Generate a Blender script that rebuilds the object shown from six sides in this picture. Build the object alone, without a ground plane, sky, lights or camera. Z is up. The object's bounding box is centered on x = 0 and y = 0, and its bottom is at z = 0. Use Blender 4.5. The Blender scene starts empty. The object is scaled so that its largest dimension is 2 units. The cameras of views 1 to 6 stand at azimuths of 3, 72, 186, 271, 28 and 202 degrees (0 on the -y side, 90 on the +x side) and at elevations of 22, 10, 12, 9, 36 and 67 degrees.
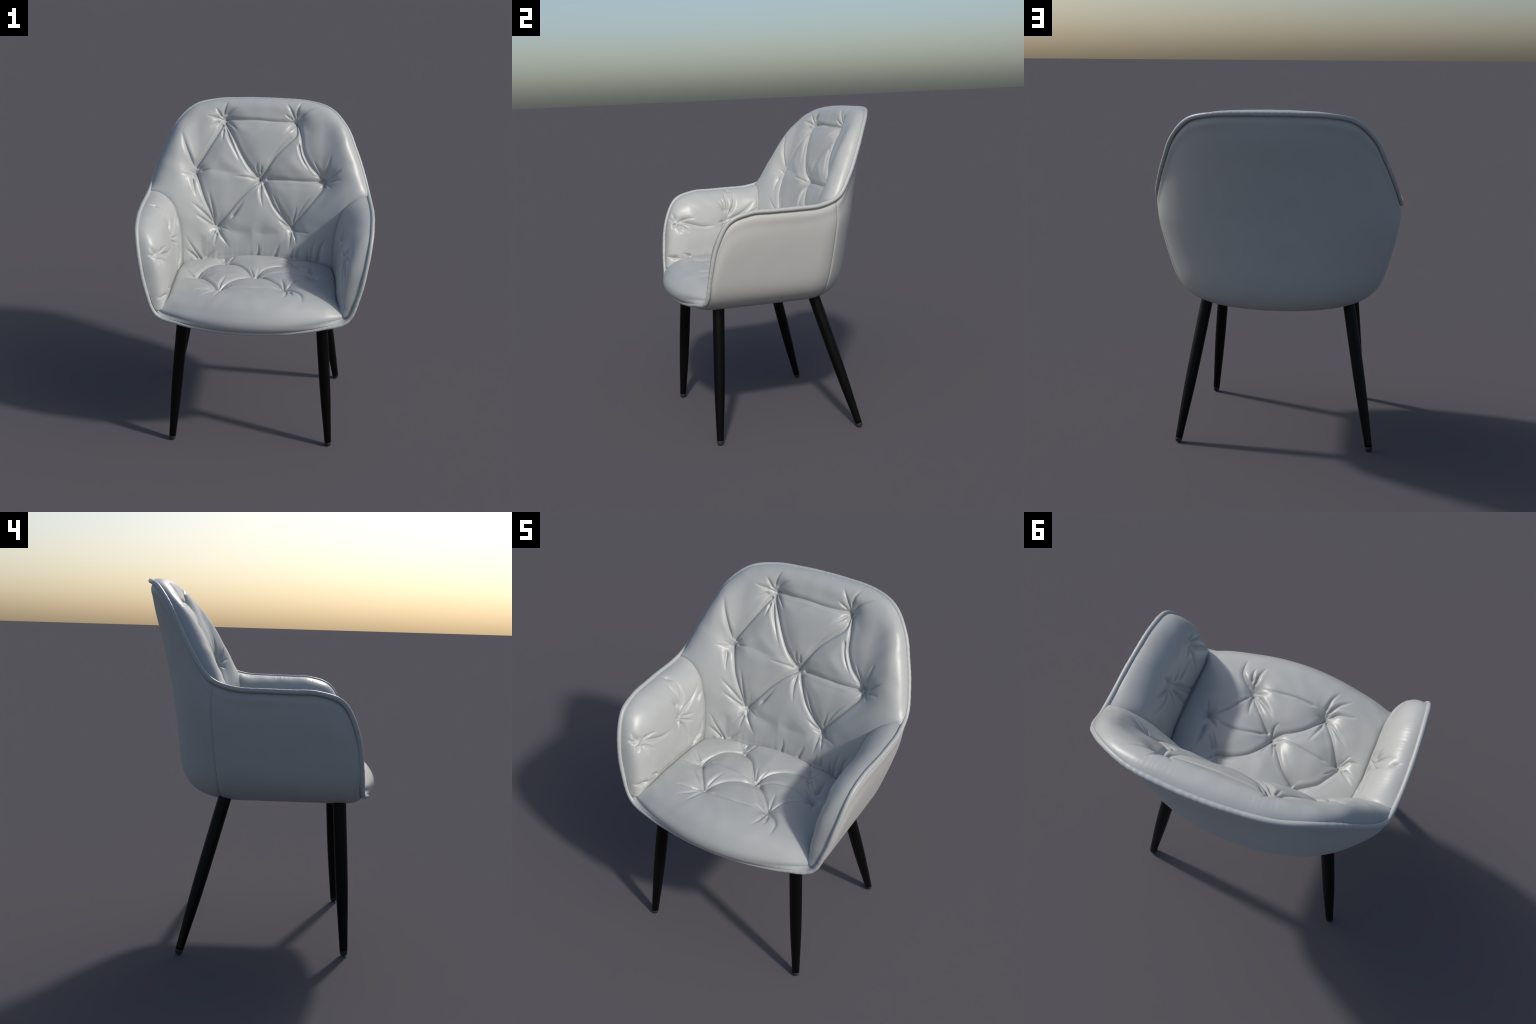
"""Tufted leather tub armchair: shell with piping, puffed cushions, four tapered legs."""
import math
import numpy as np

# ------------------------------------------------------------------ curves
def catmull(P, n):
    """Catmull-Rom through P (end tangents one-sided), n samples per span."""
    P = np.asarray(P, float)
    P = np.vstack([2 * P[0] - P[1], P, 2 * P[-1] - P[-2]])
    t = np.linspace(0, 1, n, endpoint=False)[:, None]
    out = []
    for i in range(1, len(P) - 2):
        a, b, c, d = P[i - 1:i + 3]
        out.append(.5 * (2 * b + (c - a) * t + (2 * a - 5 * b + 4 * c - d) * t * t
                         + (3 * b - a - 3 * c + d) * t ** 3))
    return np.vstack(out + [P[-2:-1]])


def resample(P, n):
    d = np.r_[0, np.cumsum(np.linalg.norm(np.diff(P, axis=0), axis=1))]
    t = np.linspace(0, d[-1], n)
    return np.stack([np.interp(t, d, P[:, k]) for k in range(P.shape[1])], 1)


def smooth_table(x, pts):
    """Smooth monotone-ish interpolation of a small table of (x, value)."""
    p = np.array(pts, float)
    xs = np.linspace(p[0, 0], p[-1, 0], 600)
    ys = np.interp(xs, p[:, 0], p[:, 1])
    k = np.hanning(71)
    k /= k.sum()
    yp = np.r_[2 * ys[0] - ys[35:0:-1], ys, 2 * ys[-1] - ys[-2:-37:-1]]
    return np.interp(x, xs, np.convolve(yp, k, "valid"))


# Half of the piped rim: top centre of the back -> wing -> arm -> front lip centre.
RIM_HALF = [(0, .640, 1.978), (.152, .634, 1.977), (.314, .612, 1.970), (.455, .555, 1.938),
            (.560, .480, 1.840), (.622, .412, 1.715), (.672, .340, 1.590), (.706, .258, 1.484),
            (.719, .136, 1.440), (.722, -.008, 1.434), (.718, -.150, 1.432), (.709, -.287, 1.428),
            (.697, -.415, 1.378), (.672, -.490, 1.229), (.634, -.522, 1.054), (.572, -.538, .906),
            (.430, -.570, .870), (.299, -.586, .850), (.152, -.600, .839), (0, -.605, .836)]


def rim_half(n):
    P = np.array(RIM_HALF)
    ext = np.vstack([P[1] * [-1, 1, 1], P, P[-2] * [-1, 1, 1]])
    C = catmull(ext, 24)[24:-24]
    return resample(C, n)


RH = rim_half(700)


# ------------------------------------------------------------------ outer shell
X_TAB = [(.70, .550), (.95, .624), (1.05, .652), (1.18, .686), (1.3, .713), (1.4, .728), (1.48, .729),
         (1.59, .738), (1.71, .743), (1.84, .74), (1.98, .70), (2.2, .64)]
Y_TAB = [(.70, .425), (.85, .448), (1.007, .469), (1.146, .483), (1.376, .512), (1.648, .571), (1.827, .623),
         (1.92, .648), (2.2, .69)]
PLAN_POWER = 2.1                                   # roundness of the rear corners in plan
Z_BOT = .80


def shell_f(p):
    """<1 inside the tub, 1 on its skin (open towards the front and the top)."""
    x, y, z = p[..., 0], p[..., 1], p[..., 2]
    s = np.clip((1.1 - z) / (1.1 - Z_BOT), 0, None)
    fx = np.abs(x) / smooth_table(z, X_TAB)
    y0 = np.interp(z, [.95, 1.35], [.10, .17])         # the sides run straight up to here
    fy = np.clip(y - y0, 0, None) / (smooth_table(z, Y_TAB) - y0)
    n = PLAN_POWER
    return (fx ** n + fy ** n) ** (4 / n) + s ** 4


SHELL_C = np.array([0, -.12, 1.15])


def shell_hit(d):
    lo = np.zeros(d.shape[:-1])
    hi = np.full(d.shape[:-1], 1.6)
    for _ in range(26):
        m = (lo + hi) / 2
        inside = shell_f(SHELL_C + d * m[..., None]) < 1
        lo = np.where(inside, m, lo)
        hi = np.where(inside, hi, m)
    return SHELL_C + d * hi[..., None]


def shell_grid(ns, nr):
    """ns rim stations (half loop, mirrored later) x nr rings from the rim to the bottom pole."""
    rim = resample(RH, ns)
    d0 = rim - SHELL_C
    d0 /= np.linalg.norm(d0, axis=1, keepdims=True)
    down = np.array([0, 0, -1.])
    ang = np.arccos(np.clip(d0 @ down, -1, 1))
    r = np.linspace(0, 1, 90)
    a = ang[:, None] * (1 - r)
    side = d0 - (d0 @ down)[:, None] * down
    side /= np.linalg.norm(side, axis=1, keepdims=True)
    dirs = np.cos(a)[..., None] * down + np.sin(a)[..., None] * side[:, None]
    P = shell_hit(dirs)
    off = rim - P[:, 0]
    arc = np.concatenate([np.zeros((ns, 1)), np.cumsum(np.linalg.norm(np.diff(P, axis=1), axis=2), 1)], 1)
    P = P + off[:, None] * np.exp(-(arc / .11) ** 2)[..., None]
    out = np.empty((ns, nr, 3))
    g = np.linspace(0, 1, nr)
    g = .35 * g ** 2 + .65 * g
    for i in range(ns):
        arc = np.r_[0, np.cumsum(np.linalg.norm(np.diff(P[i], axis=0), axis=1))]
        for k in range(3):
            out[i, :, k] = np.interp(g * arc[-1], arc, P[i, :, k])
    # smooth along the stations a little so that the bisection leaves no grain
    for _ in range(3):
        out[1:-1, 1:-1] = .5 * out[1:-1, 1:-1] + .125 * (out[:-2, 1:-1] + out[2:, 1:-1] + out[1:-1, :-2] + out[1:-1, 2:])
    return out


# ------------------------------------------------------------------ creases
def seg_project(U, V, poly):
    """Signed distance and 0..1 position of points along a 2D polyline."""
    best = np.full(U.shape, 1e9)
    sd = np.zeros(U.shape)
    tau = np.zeros(U.shape)
    L = np.r_[0, np.cumsum(np.linalg.norm(np.diff(poly, axis=0), axis=1))]
    for i in range(len(poly) - 1):
        a, b = poly[i], poly[i + 1]
        e = b - a
        l = np.hypot(*e) + 1e-12
        e = e / l
        du, dv = U - a[0], V - a[1]
        s = np.clip(du * e[0] + dv * e[1], 0, l)
        qu, qv = du - s * e[0], dv - s * e[1]
        dd = np.hypot(qu, qv)
        m = dd < best
        best = np.where(m, dd, best)
        sg = np.where(e[0] * dv - e[1] * du >= 0, 1., -1.)
        sd = np.where(m, sg * dd, sd)
        tau = np.where(m, (L[i] + s) / L[-1], tau)
    return best, sd, tau


def crease(G, L, W, U, V, pts, amp, w, lip, valley, vw, runs):
    """One leather fold: sharp groove (G), raised lips (L) and soft valley (W), each kept as the deepest so far."""
    poly = catmull(np.array(pts, float), 6)
    m = max(7 * w, 3.2 * vw if valley else 0)
    lo, hi = poly.min(0) - m, poly.max(0) + m
    sel = (U > lo[0]) & (U < hi[0]) & (V > lo[1]) & (V < hi[1])
    if not sel.any():
        return
    dist, sd, tau = seg_project(U[sel], V[sel], poly)
    tau = np.clip(tau, 0, 1)
    if runs:                                       # from button to button
        a = 1 - .40 * np.sin(math.pi * tau)
        if valley < .02:
            e = np.clip(tau / (.34 if amp == 0 else .14), 0, 1) * np.clip((1 - tau) / .45, 0, 1)
            a = a * e * e * (3 - 2 * e)
    else:                                          # dies out away from its button
        a = (1 - tau) ** .9 * np.clip(tau / .22 + .12, 0, 1)
    ww = w * (.5 + .5 * a)
    G[sel] = np.maximum(G[sel], amp * a * np.exp(-(np.sqrt(dist ** 2 + (.25 * w) ** 2) / ww) ** 1.25))
    L[sel] = np.maximum(L[sel], lip * a * np.maximum(np.exp(-((sd - 2.6 * w) / (1.6 * w)) ** 2),
                                                     .7 * np.exp(-((sd + 2.8 * w) / (1.8 * w)) ** 2)))
    W[sel] += (valley * a * np.exp(-(dist / vw) ** 1.5)) ** 3


def tufting(U, V, folds, buttons, depth, r, scale=1.):
    """Height change of a cushion pulled in at its buttons and creased between them."""
    G, L, W, B = (np.zeros_like(U) for _ in range(4))
    for style, *pts in folds:
        crease(G, L, W, U, V, pts, **STYLE[style])
    for c in buttons:
        q = np.hypot(U - c[0], V - c[1])
        B = np.maximum(B, depth * np.exp(-np.sqrt(q * q + .004 ** 2) / r))
    L = L * np.clip(1 - G / .006, 0, 1) * np.clip(1 - 1.8 * B / depth, 0, 1)
    W = np.cbrt(W)
    soft = .0013 * np.sin(U * 31 + 2 * np.sin(V * 17 + 1)) * np.sin(V * 27 + 2 * np.sin(U * 13))
    return L - G - W * scale - B + soft


def fans(buttons, seed, n=5, reach=(.045, .10)):
    """Irregular fine wrinkles radiating from each button."""
    g = np.random.default_rng(seed)
    out = []
    for c in buttons:
        for a in np.arange(n) * 2 * math.pi / n + g.uniform(0, 6.28) + g.uniform(-.5, .5, n):
            r, bend = g.uniform(*reach), g.uniform(-.35, .35)
            pts = [(c[0] + q * r * math.cos(a + bend * q), c[1] + q * r * math.sin(a + bend * q)) for q in (.12, .55, 1)]
            out.append(("N", *pts))
    return out


def gathers(s, d, seed, amp=.0016, reach=.03):
    """Small puckers where the leather is sewn to an edge: s runs along it, d away from it."""
    g = np.random.default_rng(seed)
    r = 0
    for f in (95, 140, 190, 263, 331):
        r = r + g.uniform(.5, 1) * np.sin(f * s + g.uniform(0, 6.28) + 1.3 * np.sin(f * .21 * s))
    r = r * np.clip(.55 + .6 * np.sin(8.3 * s + g.uniform(0, 6)) * np.sin(20.7 * s + g.uniform(0, 6)), 0, 1)
    return amp * r * .5 * np.exp(-d / reach) * np.clip(d / .006, 0, 1)


# ------------------------------------------------------------------ back cushion (frame of the rim plane)
BO = np.array([0, .640, 1.978])
BT = np.array([0, -.610, -.792])
BN = np.array([0, -.792, .610])


def roll(d, R):
    q = np.clip(d / R, 0, 1)
    return np.sqrt(np.clip(1 - (1 - q) ** 2.2, 0, 1))


def nearest_on(poly, val, U, V, step=6):
    """Distance to a polyline and the value carried by its nearest sample."""
    shp = U.shape
    p = np.stack([U.ravel(), V.ravel()], 1)
    best = np.full(len(p), 1e9)
    v = np.zeros(len(p))
    for i in range(len(poly) - 1):
        a, b = poly[i], poly[i + 1]
        e = b - a
        l2 = e @ e + 1e-12
        s = np.clip(((p - a) @ e) / l2, 0, 1)
        d = np.hypot(p[:, 0] - a[0] - s * e[0], p[:, 1] - a[1] - s * e[1])
        m = d < best
        best = np.where(m, d, best)
        v = np.where(m, val[i] + s * (val[i + 1] - val[i]), v)
    return best.reshape(shp), v.reshape(shp)


def back_rim():
    R = resample(RH[:400], 80)
    R = R[R[:, 1] > .06]
    t, n = (R - BO) @ BT, (R - BO) @ BN
    full = np.vstack([np.c_[-R[::-1, 0], t[::-1]], np.c_[R[:, 0], t][1:]])
    return full, np.r_[n[::-1], n[1:]]


BH_TAB = [(-.1, .098), (.0, .098), (.10, .100), (.18, .098), (.35, .062), (.55, .008), (.85, -.112), (1.02, -.20),
          (1.25, -.315)]


def fillet(x):
    """The back sweeps forward into the arms."""
    q = .54 * np.tanh((np.abs(x) / .54) ** 4) ** .25
    return .15 * q ** 2 + .85 * q ** 4


def wing(x, t):
    """The padded wings stand proud of the middle of the back."""
    a = np.clip((np.abs(x) - .40) / .17, 0, 1)
    return .042 * a * a * (3 - 2 * a) * np.exp(-((t - .36) / .22) ** 2)


def back_h(x, t):
    base = smooth_table(t, BH_TAB)
    g = np.clip((t - .30) / .55, 0, 1)
    g = g * g * (3 - 2 * g)
    base = base + fillet(x) * g
    base = base + wing(x, t)
    poly, val = back_rim()
    d, rn = nearest_on(poly, val, x, t)
    return rn + (base - rn) * roll(d, .115)


def back_point(x, t, h):
    return BO + np.stack([x, t * 0, t * 0], -1) + t[..., None] * BT + h[..., None] * BN


# ------------------------------------------------------------------ arm cushion (frame of the arm's rim plane)
AO = np.array([.722, 0, 1.434])
AW = np.array([-.276, 0, -.961])
AN = np.array([-.961, 0, .276])


def arm_rim():
    i0 = np.argmax(RH[:, 1] < .40)
    i1 = np.argmax((RH[:, 2] < .868) & (RH[:, 1] < 0))
    R = resample(RH[i0:i1], 90)
    w, n = (R - AO) @ AW, (R - AO) @ AN
    return np.c_[R[:, 1], w], n


AK_TAB = [(-.4, .12), (0., .118), (.12, .130), (.236, .132), (.36, .112), (.49, .080), (.62, .045), (.8, -.01)]


def arm_h(y, w):
    base = smooth_table(w, AK_TAB)
    q = np.clip((y + .08) / .25, 0, 1)
    base = base + .022 * q * q * (3 - 2 * q)
    base = base - 1.1 * np.clip(y - .215 + .16 * np.clip(w, 0, .5), 0, None)
    poly, val = arm_rim()
    d, rn = nearest_on(poly, val, y, w)
    return rn + (base - rn) * roll(d, .16)


def arm_point(y, w, k):
    return AO + np.stack([y * 0, y, y * 0], -1) + w[..., None] * AW + k[..., None] * AN


# ------------------------------------------------------------------ seat cushion
SEAT_PROF = [(-.605, .838), (-.634, .857), (-.648, .884), (-.645, .920), (-.622, .960), (-.587, .997), (-.53, 1.024),
             (-.44, 1.038), (-.3, 1.040), (-.1, 1.036), (.06, 1.034), (.15, 1.036), (.22, 1.030), (.28, 1.010), (.33, .98)]


def seat_profile(n):
    return resample(catmull(SEAT_PROF, 20), n)


def seat_point(x, prof):
    """x: (nx,), prof: (nq,2) -> (nx,nq,3)"""
    ry = np.interp(np.abs(x), *rim_front(1)) + .605
    rz = np.interp(np.abs(x), *rim_front(2)) - .838
    w = np.clip((prof[:, 0] + .20) / (-.43), 0, 1)
    w = w * w * (3 - 2 * w)
    wz = np.clip((1.03 - prof[:, 1]) / .18, 0, 1) * (prof[:, 0] < -.3)
    X = np.repeat(x[:, None], len(prof), 1)
    arc = np.r_[0, np.cumsum(np.hypot(*np.diff(prof, axis=0).T))]
    pull = np.clip(arc / .07, 0, 1)
    pull = pull * pull * (3 - 2 * pull) * w
    side = np.clip(np.abs(x) / .5, 0, 1.1) ** 2
    Y = prof[None, :, 0] + ry[:, None] * w[None] + .052 * side[:, None] * pull[None]
    sag = .16 * np.abs(X) ** 2 * (1 - wz[None])
    Z = prof[None, :, 1] + rz[:, None] * wz[None] - sag
    return np.stack([X, Y, Z], -1)


def rim_front(k):
    F = RH[(RH[:, 1] < -.5) & (RH[:, 2] < 1.0)]
    F = F[np.argsort(F[:, 0])]
    return F[:, 0], F[:, k]


# ------------------------------------------------------------------ fold layout
#FOLDS-BEGIN
# Where the upholsterer pulled the leather: buttons and the creases between and around them,
# as control points on each cushion's own plane (back: across/down, seat: x/y, arm: along/down).
BACK_BUTTONS = [(-.24, .178), (.232, .182), (-.43, .545), (0, .553), (.43, .552), (-.262, .853), (.24, .860)]
SEAT_BUTTONS = [(-.205, -.345), (.195, -.343), (-.37, -.128), (0, -.126), (.368, -.135), (-.22, .13), (.22, .13)]
ARM_BUTTONS_L = [(-.409, .230), (-.086, .243)]
ARM_BUTTONS_R = [(-.367, .226), (-.112, .240)]
# M main crease between buttons, T thin/shallow crease, P short pull, F fan wrinkle, W wide soft valley
STYLE = {
    "M": dict(amp=.021, w=.0078, lip=.0030, valley=.036, vw=.060, runs=True),
    "T": dict(amp=.013, w=.0062, lip=.0022, valley=.010, vw=.032, runs=True),
    "P": dict(amp=.021, w=.0082, lip=.0036, valley=.012, vw=.028, runs=False),
    "F": dict(amp=.018, w=.0074, lip=.0030, valley=.007, vw=.022, runs=False),
    "N": dict(amp=.008, w=.0052, lip=.0020, valley=.003, vw=.016, runs=False),
    "W": dict(amp=.0, w=.010, lip=0, valley=.018, vw=.040, runs=True),
}
BACK_FOLDS = [
    ("M", (-0.234, 0.17), (-0.13, 0.181), (-0.027, 0.183), (0.076, 0.19), (0.164, 0.186), (0.221, 0.176)),
    ("M", (-0.26, 0.215), (-0.308, 0.316), (-0.36, 0.405), (-0.419, 0.499)),
    ("M", (-0.239, 0.198), (-0.186, 0.296), (-0.131, 0.4), (-0.079, 0.477), (-0.02, 0.535)),
    ("P", (-0.239, 0.227), (-0.207, 0.314), (-0.163, 0.408), (-0.128, 0.47)),
    ("M", (0.234, 0.185), (0.233, 0.271), (0.187, 0.326), (0.103, 0.411), (0.049, 0.491), (0.018, 0.541)),
    ("T", (0.233, 0.199), (0.221, 0.258), (0.147, 0.336), (0.07, 0.426), (0.027, 0.499)),
    ("F", (0.224, 0.195), (0.188, 0.241), (0.144, 0.279)),
    ("F", (0.241, 0.218), (0.23, 0.262), (0.217, 0.285)),
    ("M", (0.249, 0.203), (0.27, 0.298), (0.284, 0.383), (0.324, 0.462), (0.373, 0.512), (0.419, 0.555)),
    ("T", (0.248, 0.329), (0.268, 0.413), (0.298, 0.469), (0.338, 0.522)),
    ("F", (0.421, 0.548), (0.387, 0.502), (0.35, 0.442)),
    ("F", (-0.395, 0.525), (-0.353, 0.523), (-0.315, 0.52)),
    ("W", (-0.395, 0.525), (-0.315, 0.52), (-0.175, 0.535), (-0.025, 0.543)),
    ("T", (-0.016, 0.556), (-0.09, 0.557), (-0.178, 0.556)),
    ("M", (0.056, 0.556), (0.18, 0.567), (0.299, 0.574), (0.407, 0.569)),
    ("M", (-0.418, 0.537), (-0.396, 0.601), (-0.364, 0.694), (-0.32, 0.78), (-0.29, 0.849)),
    ("P", (-0.287, 0.848), (-0.305, 0.762), (-0.336, 0.652)),
    ("P", (-0.446, 0.574), (-0.43, 0.653), (-0.416, 0.697)),
    ("P", (-0.29, 0.849), (-0.367, 0.789), (-0.445, 0.74)),
    ("P", (-0.289, 0.862), (-0.353, 0.838), (-0.419, 0.812)),
    ("M", (0.004, 0.554), (-0.016, 0.58), (-0.073, 0.631), (-0.14, 0.702), (-0.202, 0.779), (-0.274, 0.853)),
    ("P", (-0.184, 0.817), (-0.138, 0.754), (-0.096, 0.696)),
    ("M", (0.032, 0.588), (0.064, 0.659), (0.098, 0.728), (0.148, 0.786), (0.214, 0.843)),
    ("P", (0.221, 0.848), (0.162, 0.782), (0.123, 0.721), (0.079, 0.642)),
    ("P", (0.008, 0.587), (0.008, 0.661), (0.024, 0.748)),
    ("M", (0.433, 0.571), (0.419, 0.619), (0.361, 0.696), (0.302, 0.763), (0.255, 0.813), (0.229, 0.852)),
    ("T", (0.238, 0.83), (0.294, 0.733), (0.366, 0.663)),
    ("F", (0.227, 0.833), (0.242, 0.772), (0.249, 0.732)),
    ("P", (0.211, 0.851), (0.164, 0.833), (0.127, 0.811)),
    ("F", (0.237, 0.862), (0.286, 0.883), (0.329, 0.902)),
    ("F", (-0.263, 0.164), (-0.29, 0.134), (-0.311, 0.11)),
    ("F", (-0.274, 0.171), (-0.314, 0.174), (-0.365, 0.17)),
    ("F", (-0.255, 0.156), (-0.246, 0.11), (-0.229, 0.057)),
    ("F", (-0.245, 0.153), (-0.204, 0.126), (-0.161, 0.103)),
    ("F", (-0.275, 0.192), (-0.313, 0.224), (-0.342, 0.249)),
    ("F", (-0.263, 0.227), (-0.281, 0.28), (-0.303, 0.332)),
    ("F", (-0.249, 0.244), (-0.253, 0.286), (-0.258, 0.333)),
    ("F", (-0.227, 0.188), (-0.185, 0.229), (-0.156, 0.269)),
    ("F", (0.223, 0.166), (0.194, 0.116), (0.16, 0.063)),
    ("F", (0.23, 0.156), (0.24, 0.098), (0.269, 0.048)),
    ("F", (0.243, 0.165), (0.297, 0.121), (0.362, 0.089)),
    ("F", (0.21, 0.167), (0.182, 0.157), (0.151, 0.141)),
    ("F", (0.438, 0.544), (0.45, 0.48), (0.464, 0.415)),
    ("F", (0.464, 0.556), (0.506, 0.532), (0.54, 0.507)),
    ("F", (0.462, 0.572), (0.498, 0.579), (0.538, 0.583)),
    ("F", (0.443, 0.576), (0.456, 0.6), (0.471, 0.63)),
    ("F", (-0.414, 0.51), (-0.391, 0.502), (-0.361, 0.49)),
    ("F", (0.007, 0.522), (0.008, 0.497), (0.007, 0.473)),
    ("F", (-0.011, 0.521), (-0.022, 0.493), (-0.021, 0.458)),
    ("F", (0.031, 0.523), (0.052, 0.506), (0.073, 0.498)),
    ("W", (0.261, 0.194), (0.311, 0.249), (0.335, 0.307)),
    ("P", (-0.436, 0.504), (-0.479, 0.413), (-0.503, 0.355), (-0.525, 0.287)),
    ("P", (-0.275, 0.871), (-0.234, 0.938), (-0.189, 0.997)),
    ("F", (-0.285, 0.889), (-0.306, 0.933), (-0.343, 0.972)),
    ("F", (-0.274, 0.898), (-0.283, 0.957), (-0.288, 0.998)),
    ("F", (-0.36, 1.099), (-0.39, 1.062), (-0.439, 1.003), (-0.477, 0.948)),
    ("P", (-0.387, 1.078), (-0.406, 1.067), (-0.439, 1.048), (-0.476, 1.032)),
    ("W", (-0.365, 1.1), (-0.369, 1.055), (-0.375, 0.981), (-0.371, 0.905)),
    ("F", (-0.359, 1.073), (-0.336, 1.055), (-0.298, 1.024), (-0.266, 0.996)),
    ("W", (-0.259, 0.872), (-0.136, 0.895), (-0.025, 0.898)),
    ("W", (-0.054, 0.894), (0.084, 0.903), (0.194, 0.89)),
    ("F", (0.218, 0.875), (0.212, 0.945), (0.203, 1.001)),
    ("F", (0.226, 0.874), (0.244, 0.918), (0.251, 0.97)),
    ("F", (0.237, 0.863), (0.287, 0.886), (0.337, 0.907)),
    ("F", (0.351, 1.097), (0.356, 1.058), (0.365, 0.993), (0.392, 0.93)),
    ("P", (0.394, 1.098), (0.403, 1.059), (0.416, 0.995), (0.452, 0.943)),
    ("F", (0.332, 1.081), (0.332, 1.057), (0.33, 1.017), (0.334, 0.982)),
    ("F", (0.263, 1.066), (0.265, 1.043), (0.269, 1.006), (0.279, 0.965)),
    ("F", (0.106, 1.058), (0.116, 1.035), (0.131, 0.997), (0.146, 0.956)),
    ("F", (-0.004, 1.055), (-0.001, 1.033), (0.004, 0.995), (-0.003, 0.96)),
    ("F", (0.225, 1.06), (0.226, 1.043), (0.228, 1.016), (0.233, 0.99)),
]
SEAT_FOLDS = [
    ("M", (-0.209, 0.085), (-0.3, 0.027), (-0.336, -0.028), (-0.367, -0.09), (-0.371, -0.111)),
    ("T", (-0.364, -0.103), (-0.344, -0.071), (-0.306, -0.03)),
    ("M", (-0.185, 0.074), (-0.115, 0.02), (-0.069, -0.039), (-0.024, -0.103)),
    ("T", (-0.321, -0.107), (-0.238, -0.114), (-0.151, -0.127), (-0.061, -0.139), (-0.005, -0.131)),
    ("M", (-0.354, -0.123), (-0.3, -0.222), (-0.25, -0.292), (-0.226, -0.327)),
    ("T", (-0.232, -0.331), (-0.263, -0.308), (-0.32, -0.261), (-0.389, -0.207)),
    ("M", (-0.211, -0.338), (-0.179, -0.29), (-0.139, -0.239), (-0.087, -0.199), (-0.041, -0.174), (0.003, -0.146)),
    ("F", (-0.213, -0.326), (-0.208, -0.279), (-0.192, -0.225), (-0.177, -0.176)),
    ("P", (-0.225, -0.35), (-0.271, -0.381), (-0.332, -0.39), (-0.368, -0.403)),
    ("F", (-0.21, -0.364), (-0.256, -0.43), (-0.316, -0.481)),
    ("F", (-0.197, -0.368), (-0.21, -0.449), (-0.238, -0.507)),
    ("T", (-0.164, -0.377), (-0.074, -0.383), (0.001, -0.383), (0.076, -0.376), (0.177, -0.37)),
    ("M", (0.007, -0.124), (0.027, -0.073), (0.063, -0.021), (0.112, 0.02), (0.164, 0.045), (0.242, 0.061)),
    ("T", (0.03, -0.146), (0.106, -0.118), (0.187, -0.102), (0.257, -0.103), (0.309, -0.12), (0.362, -0.14)),
    ("M", (0.041, -0.155), (0.109, -0.23), (0.165, -0.292), (0.187, -0.321)),
    ("P", (0.174, -0.331), (0.099, -0.279), (0.039, -0.228)),
    ("P", (0.191, -0.325), (0.183, -0.268), (0.168, -0.198)),
    ("T", (0.199, -0.324), (0.231, -0.27), (0.27, -0.207), (0.316, -0.164), (0.365, -0.136)),
    ("P", (0.198, -0.34), (0.257, -0.383), (0.289, -0.423), (0.298, -0.468), (0.297, -0.52)),
    ("F", (0.204, -0.371), (0.201, -0.441), (0.182, -0.497)),
    ("F", (0.221, -0.384), (0.236, -0.433), (0.235, -0.469)),
    ("F", (0.006, -0.113), (0.015, -0.071), (0.028, -0.022)),
    ("F", (-0.008, -0.113), (-0.025, -0.069), (-0.04, -0.022)),
    ("F", (0.01, -0.14), (0.015, -0.186), (-0.003, -0.22)),
    ("F", (-0.22, 0.121), (-0.246, 0.13), (-0.28, 0.176)),
    ("F", (-0.217, 0.129), (-0.213, 0.163), (-0.213, 0.198)),
    ("P", (-0.194, 0.1), (-0.161, 0.141), (-0.146, 0.186)),
    ("P", (-0.385, -0.11), (-0.434, -0.066), (-0.471, -0.035)),
    ("F", (-0.399, -0.111), (-0.461, -0.079), (-0.486, -0.071)),
    ("T", (-0.381, -0.123), (-0.415, -0.159), (-0.479, -0.159)),
    ("P", (0.386, -0.156), (0.336, -0.105), (0.283, -0.065)),
    ("F", (0.253, 0.045), (0.282, -0.013), (0.313, -0.058)),
    ("F", (0.259, 0.05), (0.298, -0.001), (0.33, -0.041)),
    ("P", (0.358, -0.077), (0.358, -0.025), (0.359, 0.037), (0.36, 0.071)),
    ("F", (0.24, 0.071), (0.219, 0.135), (0.215, 0.17)),
    ("F", (0.251, 0.065), (0.272, 0.104), (0.299, 0.146)),
]
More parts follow.
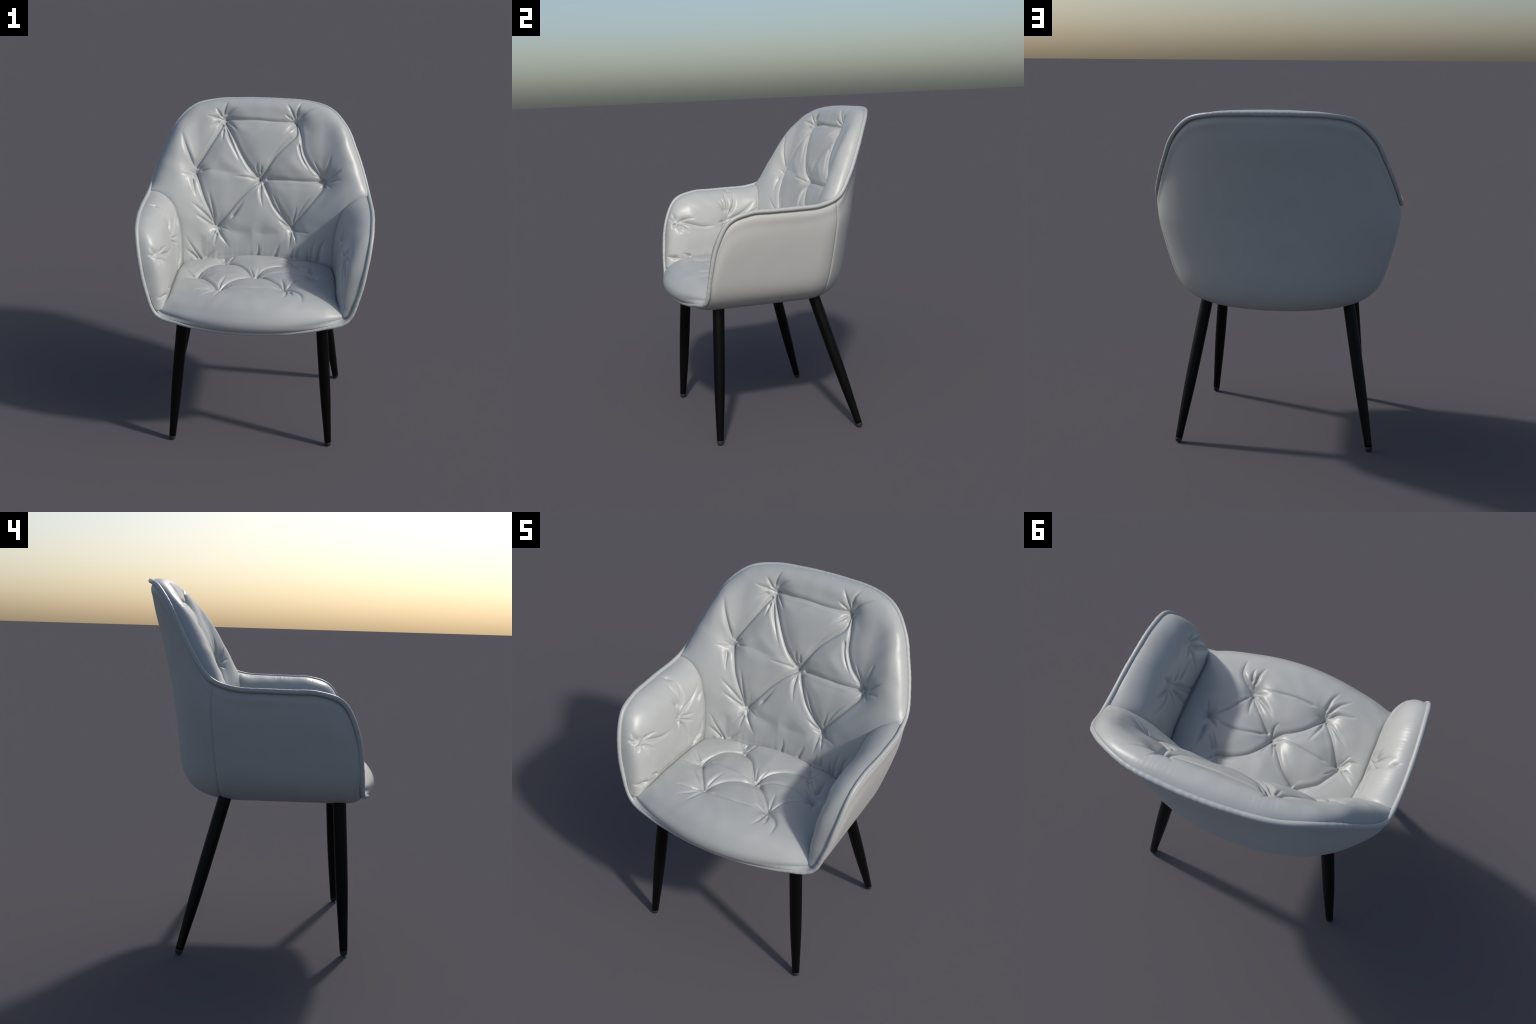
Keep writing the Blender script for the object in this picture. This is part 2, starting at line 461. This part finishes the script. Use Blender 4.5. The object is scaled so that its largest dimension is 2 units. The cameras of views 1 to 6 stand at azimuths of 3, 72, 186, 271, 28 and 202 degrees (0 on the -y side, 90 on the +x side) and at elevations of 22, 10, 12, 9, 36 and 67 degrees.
ARM_FOLDS_L = [
    ("P", (-0.074, 0.217), (-0.03, 0.153), (-0.013, 0.087), (-0.021, 0.045)),
    ("F", (-0.021, 0.045), (-0.051, 0.013), (-0.098, -0.023)),
    ("P", (-0.074, 0.206), (-0.069, 0.134), (-0.073, 0.068), (-0.082, 0.026)),
    ("F", (-0.077, 0.194), (-0.095, 0.12), (-0.11, 0.079)),
    ("F", (-0.089, 0.193), (-0.113, 0.138), (-0.135, 0.1)),
    ("P", (-0.071, 0.241), (0.016, 0.209), (0.075, 0.173), (0.132, 0.125)),
    ("F", (0.069, 0.23), (0.11, 0.201), (0.159, 0.176)),
    ("F", (-0.07, 0.255), (-0.017, 0.269), (0.037, 0.283)),
    ("F", (-0.081, 0.263), (-0.038, 0.291), (0.025, 0.327)),
    ("F", (-0.1, 0.25), (-0.122, 0.254), (-0.15, 0.259)),
    ("F", (-0.099, 0.258), (-0.113, 0.284), (-0.134, 0.306)),
    ("P", (-0.088, 0.27), (-0.05, 0.352), (-0.04, 0.403), (-0.049, 0.453)),
    ("P", (-0.007, 0.494), (0.058, 0.446), (0.103, 0.383), (0.148, 0.327)),
    ("F", (0.104, 0.482), (0.123, 0.446), (0.157, 0.395)),
    ("F", (0.057, 0.463), (0.092, 0.418), (0.111, 0.382)),
    ("P", (-0.408, 0.227), (-0.311, 0.263), (-0.248, 0.276), (-0.171, 0.275)),
    ("F", (-0.413, 0.222), (-0.365, 0.211), (-0.31, 0.215)),
    ("F", (-0.432, 0.22), (-0.466, 0.192), (-0.502, 0.163)),
    ("F", (-0.427, 0.217), (-0.438, 0.182), (-0.448, 0.14)),
    ("F", (-0.417, 0.241), (-0.394, 0.27), (-0.356, 0.313)),
    ("F", (-0.419, 0.242), (-0.415, 0.274), (-0.41, 0.315)),
    ("F", (-0.429, 0.234), (-0.441, 0.254), (-0.451, 0.275)),
    ("P", (-0.43, 0.475), (-0.48, 0.462), (-0.525, 0.45)),
    ("F", (-0.36, 0.474), (-0.39, 0.457), (-0.42, 0.447)),
]
ARM_FOLDS_R = [
    ("P", (-0.123, 0.241), (-0.183, 0.362), (-0.302, 0.586)),
    ("F", (-0.117, 0.249), (-0.175, 0.383), (-0.258, 0.58)),
    ("P", (-0.105, 0.253), (-0.133, 0.383), (-0.171, 0.556)),
    ("F", (-0.095, 0.238), (-0.068, 0.342), (-0.045, 0.427)),
    ("F", (-0.083, 0.227), (-0.008, 0.235), (0.106, 0.17)),
    ("P", (-0.092, 0.234), (-0.032, 0.187), (0.037, 0.129)),
    ("P", (-0.117, 0.228), (-0.104, 0.167), (-0.082, 0.122)),
    ("F", (-0.138, 0.249), (-0.197, 0.222), (-0.236, 0.182)),
    ("P", (-0.172, 0.278), (-0.238, 0.291), (-0.308, 0.286)),
    ("P", (-0.364, 0.226), (-0.426, 0.342), (-0.465, 0.444)),
    ("F", (-0.37, 0.219), (-0.433, 0.281), (-0.482, 0.367)),
    ("F", (-0.372, 0.207), (-0.411, 0.213), (-0.445, 0.202)),
    ("F", (-0.369, 0.2), (-0.381, 0.173), (-0.395, 0.143)),
    ("F", (-0.354, 0.219), (-0.306, 0.221), (-0.273, 0.23)),
    ("F", (-0.354, 0.23), (-0.334, 0.309), (-0.305, 0.455)),
]
#FOLDS-END
# ------------------------------------------------------------------ BLENDER
import bpy
import bmesh
from mathutils import Vector

rng = np.random.default_rng(7)


def new_mesh(name, verts, faces, parent, mat, smooth=True):
    me = bpy.data.meshes.new(name)
    me.from_pydata([tuple(v) for v in verts], [], [tuple(f) for f in faces])
    me.validate()
    me.update()
    if smooth:
        me.polygons.foreach_set("use_smooth", [True] * len(me.polygons))
    o = bpy.data.objects.new(name, me)
    bpy.context.scene.collection.objects.link(o)
    o.parent = parent
    me.materials.append(mat)
    return o


def grid_faces(nu, nv, flip=False):
    i = np.arange(nu - 1)[:, None] * nv + np.arange(nv - 1)[None]
    f = np.stack([i, i + nv, i + nv + 1, i + 1], -1).reshape(-1, 4)
    return f[:, ::-1] if flip else f


# materials -----------------------------------------------------------------
def leather(name, col, rough, grain, weave=False):
    m = bpy.data.materials.new(name)
    m.use_nodes = True
    nt = m.node_tree
    b = nt.nodes["Principled BSDF"]
    tc = nt.nodes.new("ShaderNodeTexCoord")
    n1 = nt.nodes.new("ShaderNodeTexNoise")
    n1.inputs["Scale"].default_value = 9
    n1.inputs["Detail"].default_value = 6
    nt.links.new(tc.outputs["Object"], n1.inputs["Vector"])
    cr = nt.nodes.new("ShaderNodeValToRGB")
    cr.color_ramp.elements[0].position, cr.color_ramp.elements[1].position = .3, .7
    cr.color_ramp.elements[0].color = (*[c * .98 for c in col], 1)
    cr.color_ramp.elements[1].color = (*[c * 1.015 for c in col], 1)
    nt.links.new(n1.outputs["Fac"], cr.inputs["Fac"])
    nt.links.new(cr.outputs["Color"], b.inputs["Base Color"])
    v = nt.nodes.new("ShaderNodeTexVoronoi")
    v.inputs["Scale"].default_value = grain
    nt.links.new(tc.outputs["Object"], v.inputs["Vector"])
    n2 = nt.nodes.new("ShaderNodeTexNoise")
    n2.inputs["Scale"].default_value = grain * .6
    nt.links.new(tc.outputs["Object"], n2.inputs["Vector"])
    mx = nt.nodes.new("ShaderNodeMath")
    mx.operation = "ADD"
    nt.links.new(v.outputs["Distance"], mx.inputs[0])
    nt.links.new(n2.outputs["Fac"], mx.inputs[1])
    bp = nt.nodes.new("ShaderNodeBump")
    bp.inputs["Strength"].default_value = .25 if weave else .12
    bp.inputs["Distance"].default_value = .0015
    nt.links.new(mx.outputs[0], bp.inputs["Height"])
    nt.links.new(bp.outputs["Normal"], b.inputs["Normal"])
    b.inputs["Roughness"].default_value = rough
    b.inputs["Specular IOR Level"].default_value = .5
    return m


def plain(name, col, rough, spec=.5):
    m = bpy.data.materials.new(name)
    m.use_nodes = True
    nt = m.node_tree
    b = nt.nodes["Principled BSDF"]
    tc = nt.nodes.new("ShaderNodeTexCoord")
    n = nt.nodes.new("ShaderNodeTexNoise")
    n.inputs["Scale"].default_value = 60
    nt.links.new(tc.outputs["Object"], n.inputs["Vector"])
    cr = nt.nodes.new("ShaderNodeValToRGB")
    cr.color_ramp.elements[0].color = (*[c * .85 for c in col], 1)
    cr.color_ramp.elements[1].color = (*[c * 1.15 for c in col], 1)
    nt.links.new(n.outputs["Fac"], cr.inputs["Fac"])
    nt.links.new(cr.outputs["Color"], b.inputs["Base Color"])
    b.inputs["Roughness"].default_value = rough
    b.inputs["Specular IOR Level"].default_value = spec
    return m


M_CUSH = leather("cushion_leather", (.420, .436, .432), .355, 420)
M_SHELL = leather("panel_leather", (.45, .458, .448), .5, 520, True)
M_PIPE = leather("piping_leather", (.420, .436, .432), .40, 420)
M_LEG = plain("black_lacquered_metal", (.0018, .0018, .0018), .38, .16)
M_GLIDE = plain("dark_rubber", (.025, .025, .026), .6, .3)

chair = bpy.data.objects.new("armchair", None)
bpy.context.scene.collection.objects.link(chair)
chair["label"] = "light grey tufted leather tub armchair on tapered black legs"
chair["category"] = "armchair"


# outer shell ---------------------------------------------------------------
def seam_y(z):
    return np.interp(z, [.80, .89, 1.06, 1.22, 1.345, 1.44], [.20, .215, .235, .247, .254, .243])


def build_shell():
    ns, nr = 800, 150
    H = shell_grid(ns, nr)
    # inset of the upholstery edge under the piping, and the sewn side seam
    du = np.gradient(H, axis=0)
    dv = np.gradient(H, axis=1)
    N = np.cross(du, dv)
    N /= np.linalg.norm(N, axis=2, keepdims=True) + 1e-12
    out = H - np.array([0, -.05, 1.15])
    N *= np.sign((N * out).sum(2, keepdims=True))
    arc = np.concatenate([np.zeros((ns, 1)), np.cumsum(np.linalg.norm(np.diff(H, axis=1), axis=2), 1)], 1)
    d = .017 * np.exp(-(arc / .018) ** 1.5) - .005 * np.exp(-((arc - .045) / .03) ** 2)
    sy = H[..., 1] - seam_y(H[..., 2])
    sidew = np.clip((np.abs(H[..., 0]) - .36) / .1, 0, 1) * np.clip((1.47 - H[..., 2]) / .02, 0, 1)
    d = d + sidew * (.0085 * np.exp(-(np.abs(sy) / .0050)))
    H = H - N * d[..., None]
    L = H[::-1] * [-1, 1, 1]
    F = np.concatenate([H, L[1:-1]])            # closed loop of stations
    n = len(F)
    verts = list(F[:, :-1].reshape(-1, 3)) + [H[:, -1].mean(0) * [0, 1, 1]]
    m = nr - 1
    i = np.arange(n)[:, None]
    j = np.arange(m - 1)[None]
    i2 = (i + 1) % n
    q = np.stack([i * m + j, i * m + j + 1, i2 * m + j + 1, i2 * m + j], -1).reshape(-1, 4)
    tri = [(a * m + m - 1, len(verts) - 1, ((a + 1) % n) * m + m - 1) for a in range(n)]
    faces = [tuple(f) for f in q] + tri
    V = np.array(verts)
    me = bpy.data.meshes.new("whole_shell")
    me.from_pydata([tuple(v) for v in V], [], faces)
    me.update()
    bm = bmesh.new()
    bm.from_mesh(me)
    bmesh.ops.recalc_face_normals(bm, faces=bm.faces)
    bm.to_mesh(me)
    bm.free()
    me.update()
    nrm = np.empty(len(V) * 3)
    me.vertices.foreach_get("normal", nrm)
    nrm = nrm.reshape(-1, 3)
    region = {"back_panel": [], "side_panel": [], "side_panel.R": [], "underside_panel": []}
    for p in me.polygons:
        c = p.center
        if p.normal.z < -.9 and c.z < .86 and c.y < .2:
            k = "underside_panel"
        elif c.y > seam_y(c.z) or (c.z > 1.455):
            k = "back_panel"
        else:
            k = "side_panel" if c.x > 0 else "side_panel.R"
        region[k].append(tuple(p.vertices))
    for k, fs in region.items():
        used = sorted({v for f in fs for v in f})
        remap = {v: a for a, v in enumerate(used)}
        o = new_mesh(k.split(".")[0], V[used], [[remap[v] for v in f] for f in fs], chair, M_SHELL)
        o.data.normals_split_custom_set_from_vertices([tuple(x) for x in nrm[used]])
    bpy.data.meshes.remove(me)


# piping --------------------------------------------------------------------
def build_piping():
    H = resample(RH, 520)
    L = H[::-1] * [-1, 1, 1]
    C = np.concatenate([H, L[1:-1]])
    n = len(C)
    T = np.roll(C, -1, 0) - np.roll(C, 1, 0)
    T /= np.linalg.norm(T, axis=1, keepdims=True)
    ref = C - np.array([0, 0, 1.2])
    A = ref - (ref * T).sum(1, keepdims=True) * T
    A /= np.linalg.norm(A, axis=1, keepdims=True)
    B = np.cross(T, A)
    k = 14
    s = np.arange(n)
    rad = .0126 * (1 + .035 * np.sin(s * .9 + 2 * np.sin(s * .13)) * (np.sin(s * .05) > -.2) + .03 * np.sin(s * .21))
    verts, faces = [], []
    for j in range(k):
        a = 2 * math.pi * j / k
        verts.append(C + (math.cos(a) * A + math.sin(a) * B) * rad[:, None])
    V = (np.stack(verts, 1) + .002 * A[:, None]).reshape(-1, 3)
    for i in range(n):
        for j in range(k):
            i2, j2 = (i + 1) % n, (j + 1) % k
            faces.append((i * k + j, i * k + j2, i2 * k + j2, i2 * k + j))
    new_mesh("piping", V, faces, chair, M_PIPE)


# cushions ------------------------------------------------------------------
def seat_clear(P):
    """Height of points above the plain seat surface (nominal)."""
    prof = seat_profile(120)
    top = prof[(prof[:, 0] > -.6)]
    zs = np.interp(P[..., 1], top[:, 0], top[:, 1]) - .16 * P[..., 0] ** 2
    return P[..., 2] - zs


def back_clear(P):
    """Height above the back cushion's plain surface; far away outside its outline."""
    x, t, n = P[..., 0], (P - BO) @ BT, (P - BO) @ BN
    poly, _ = back_rim()
    out = (t < np.interp(x, poly[:, 0], poly[:, 1])) | (np.abs(x) > .7195)
    return np.where(out, 1., n - back_h(x, t))


def arm_clear(P):
    Q = np.stack([np.abs(P[..., 0]), P[..., 1], P[..., 2]], -1)
    y, w, k = Q[..., 1], (Q - AO) @ AW, (Q - AO) @ AN
    poly, _ = arm_rim()
    o = np.argsort(poly[:, 0])
    out = (w < np.interp(y, poly[o, 0], poly[o, 1])) | (y < poly[-1, 0])
    return np.where(out, 1., k - arm_h(y, w))


def arm_seam(P):
    """Signed distance along y behind the seam between arm and back."""
    return P[..., 1] - .215 + .16 * np.clip((np.stack([np.abs(P[..., 0]), P[..., 1], P[..., 2]], -1) - AO) @ AW, 0, .5)


def tuck(c, depth=.022, w=.030):
    """Cushions round off where they press against a neighbour."""
    return -depth * np.exp(-np.clip(c, 0, None) / w)


def cushion(name, P, hidden, faces):
    """Mesh of the cushion without the cloth that is buried inside its neighbours."""
    faces = faces[~hidden.ravel()[faces].any(1)]
    used, idx = np.unique(faces, return_inverse=True)
    return new_mesh(name, P.reshape(-1, 3)[used], idx.reshape(-1, 4), chair, M_CUSH)


def build_back():
    nx, nt_ = 461, 400
    x = np.linspace(-.7195, .7195, nx)
    poly, val = back_rim()
    tt = np.interp(x, poly[:, 0], poly[:, 1])
    v = np.linspace(0, 1, nt_)
    g = .75 * v + .25 * v ** 2
    g = np.where(v < .08, g * (.25 + .75 * v / .08), g)
    T = tt[:, None] + (1.17 - tt[:, None]) * g[None]
    X = np.repeat(x[:, None], nt_, 1)
    h = back_h(X, T)
    D = tufting(X, T, BACK_FOLDS + fans(BACK_BUTTONS, 41, 6), BACK_BUTTONS, .030, .036)
    arcl = np.r_[0, np.cumsum(np.hypot(*np.diff(poly, axis=0).T))]
    dist, along = nearest_on(poly, arcl, X, T)
    D = D + gathers(along, dist, 3, .0007)
    edge = np.clip((T - tt[:, None]) / .03, 0, 1)
    P = back_point(X, T, h)
    D = D * edge + tuck(arm_clear(P), .006, .010) + tuck(seat_clear(P), .003, .012) + gathers(X * .55, np.abs(seat_clear(P)) + .006, 31, .0018, .05)
    hidden = ((arm_clear(P) < -.03) & (arm_seam(P) < -.05)) | (seat_clear(P) < -.06)
    P = back_point(X, T, h + D)
    return cushion("back_cushion", P, hidden, grid_faces(nx, nt_))


def build_arm(side):
    ny, nw = 330, 250
    poly, val = arm_rim()
    y = np.linspace(poly[-1, 0] + .0005, .33, ny)
    o = np.argsort(poly[:, 0])
    wt = np.interp(y, poly[o, 0], poly[o, 1])
    v = np.linspace(0, 1, nw)
    g = .75 * v + .25 * v ** 2
    g = np.where(v < .08, g * (.25 + .75 * v / .08), g)
    W = wt[:, None] + (.64 - wt[:, None]) * g[None]
    Y = np.repeat(y[:, None], nw, 1)
    h = arm_h(Y, W)
    D = tufting(Y, W, ARM_FOLDS_R if side > 0 else ARM_FOLDS_L, ARM_BUTTONS_R if side > 0 else ARM_BUTTONS_L,
                .024, .028, 1.)
    arcl = np.r_[0, np.cumsum(np.hypot(*np.diff(poly, axis=0).T))]
    dist, along = nearest_on(poly, arcl, Y, W)
    D = D * np.clip(dist / .03, 0, 1) + gathers(along, dist, 5 + side, .0012, .022)
    P = arm_point(Y, W, h)
    D = D + tuck(back_clear(P), .006, .010) + tuck(seat_clear(P), .003, .010) + gathers(Y, np.abs(seat_clear(P)) + .006, 23 + side, .0026, .022)
    hidden = (arm_seam(P) > .045) | (seat_clear(P) < -.05)
    P = arm_point(Y, W, h + D) * [side, 1, 1]
    fw = np.clip((-.36 - Y) / .12, 0, 1)           # the pad swells forward of its piping
    P[..., 1] -= .026 * fw * fw * (3 - 2 * fw) * np.sin(math.pi * np.clip(dist / .13, 0, 1)) ** .8
    return cushion("arm_cushion", P, hidden, grid_faces(ny, nw, side > 0))


def build_seat():
    nx, nq = 400, 340
    x = np.linspace(-.60, .60, nx)
    prof = seat_profile(nq)
    P = seat_point(x, prof)
    X, Y = P[..., 0], P[..., 1]
    D = tufting(X, Y, SEAT_FOLDS + fans(SEAT_BUTTONS, 42, 5), SEAT_BUTTONS, .026, .034, .8)
    up = np.clip((P[..., 2] - .93) / .06, 0, 1)
    D = D * up + tuck(arm_clear(P), .016, .009) * up + tuck(back_clear(P), .016, .007)
    hidden = (arm_clear(P) < -.05) | (back_clear(P) < -.06)
    arcl = np.r_[0, np.cumsum(np.hypot(*np.diff(prof, axis=0).T))]
    P[..., 2] += D
    P[..., 1] -= gathers(X, arcl[None] + 0 * X, 11, .0011, .035)
    return cushion("seat_cushion", P, hidden, grid_faces(nx, nq))


# legs ----------------------------------------------------------------------
def lathe(name, prof, a, axis, parent, mat, k=40):
    """Spin (height, radius) pairs about a line through a."""
    axis = Vector(axis).normalized()
    u = axis.orthogonal().normalized()
    w = axis.cross(u)
    verts, faces = [], []
    for hgt, r in prof:
        for j in range(k):
            t = 2 * math.pi * j / k
            p = Vector(a) + axis * hgt + (u * math.cos(t) + w * math.sin(t)) * r
            p.z = max(p.z, 0)
            verts.append(p)
    for i in range(len(prof) - 1):
        for j in range(k):
            j2 = (j + 1) % k
            faces.append((i * k + j, i * k + j2, (i + 1) * k + j2, (i + 1) * k + j))
    faces.append(tuple(range(k))[::-1])
    faces.append(tuple((len(prof) - 1) * k + j for j in range(k)))
    return new_mesh(name, verts, faces, parent, mat)


def build_leg(foot, slope):
    ax = Vector((*slope, 1))
    l = ax.length
    top = (.90) * l
    prof = [(.0265, .0195), (.028, .0215), (.10, .0238), (.20, .0277), (.30, .0312), (.40, .0335), (.52, .0348),
            (.70, .0355), (top, .0358)]
    c = catmull(prof[1:], 6)
    leg = lathe("leg", [prof[0]] + [tuple(p) for p in c], (*foot, 0), ax, chair, M_LEG)
    gl = [(.0005, .010), (.0015, .0145), (.005, .0175), (.011, .0195), (.018, .0208), (.025, .0214), (.0262, .0205), (.0275, .016)]
    lathe("glide", gl, (*foot, 0), ax, leg, M_GLIDE)


build_shell()
build_piping()
build_seat()
build_back()
build_arm(1)
build_arm(-1)
for s in (1, -1):
    build_leg((.500 * s, -.484), (-.0884 * s, .0649))
    build_leg((.574 * s, .409), (-.1738 * s, -.2667))
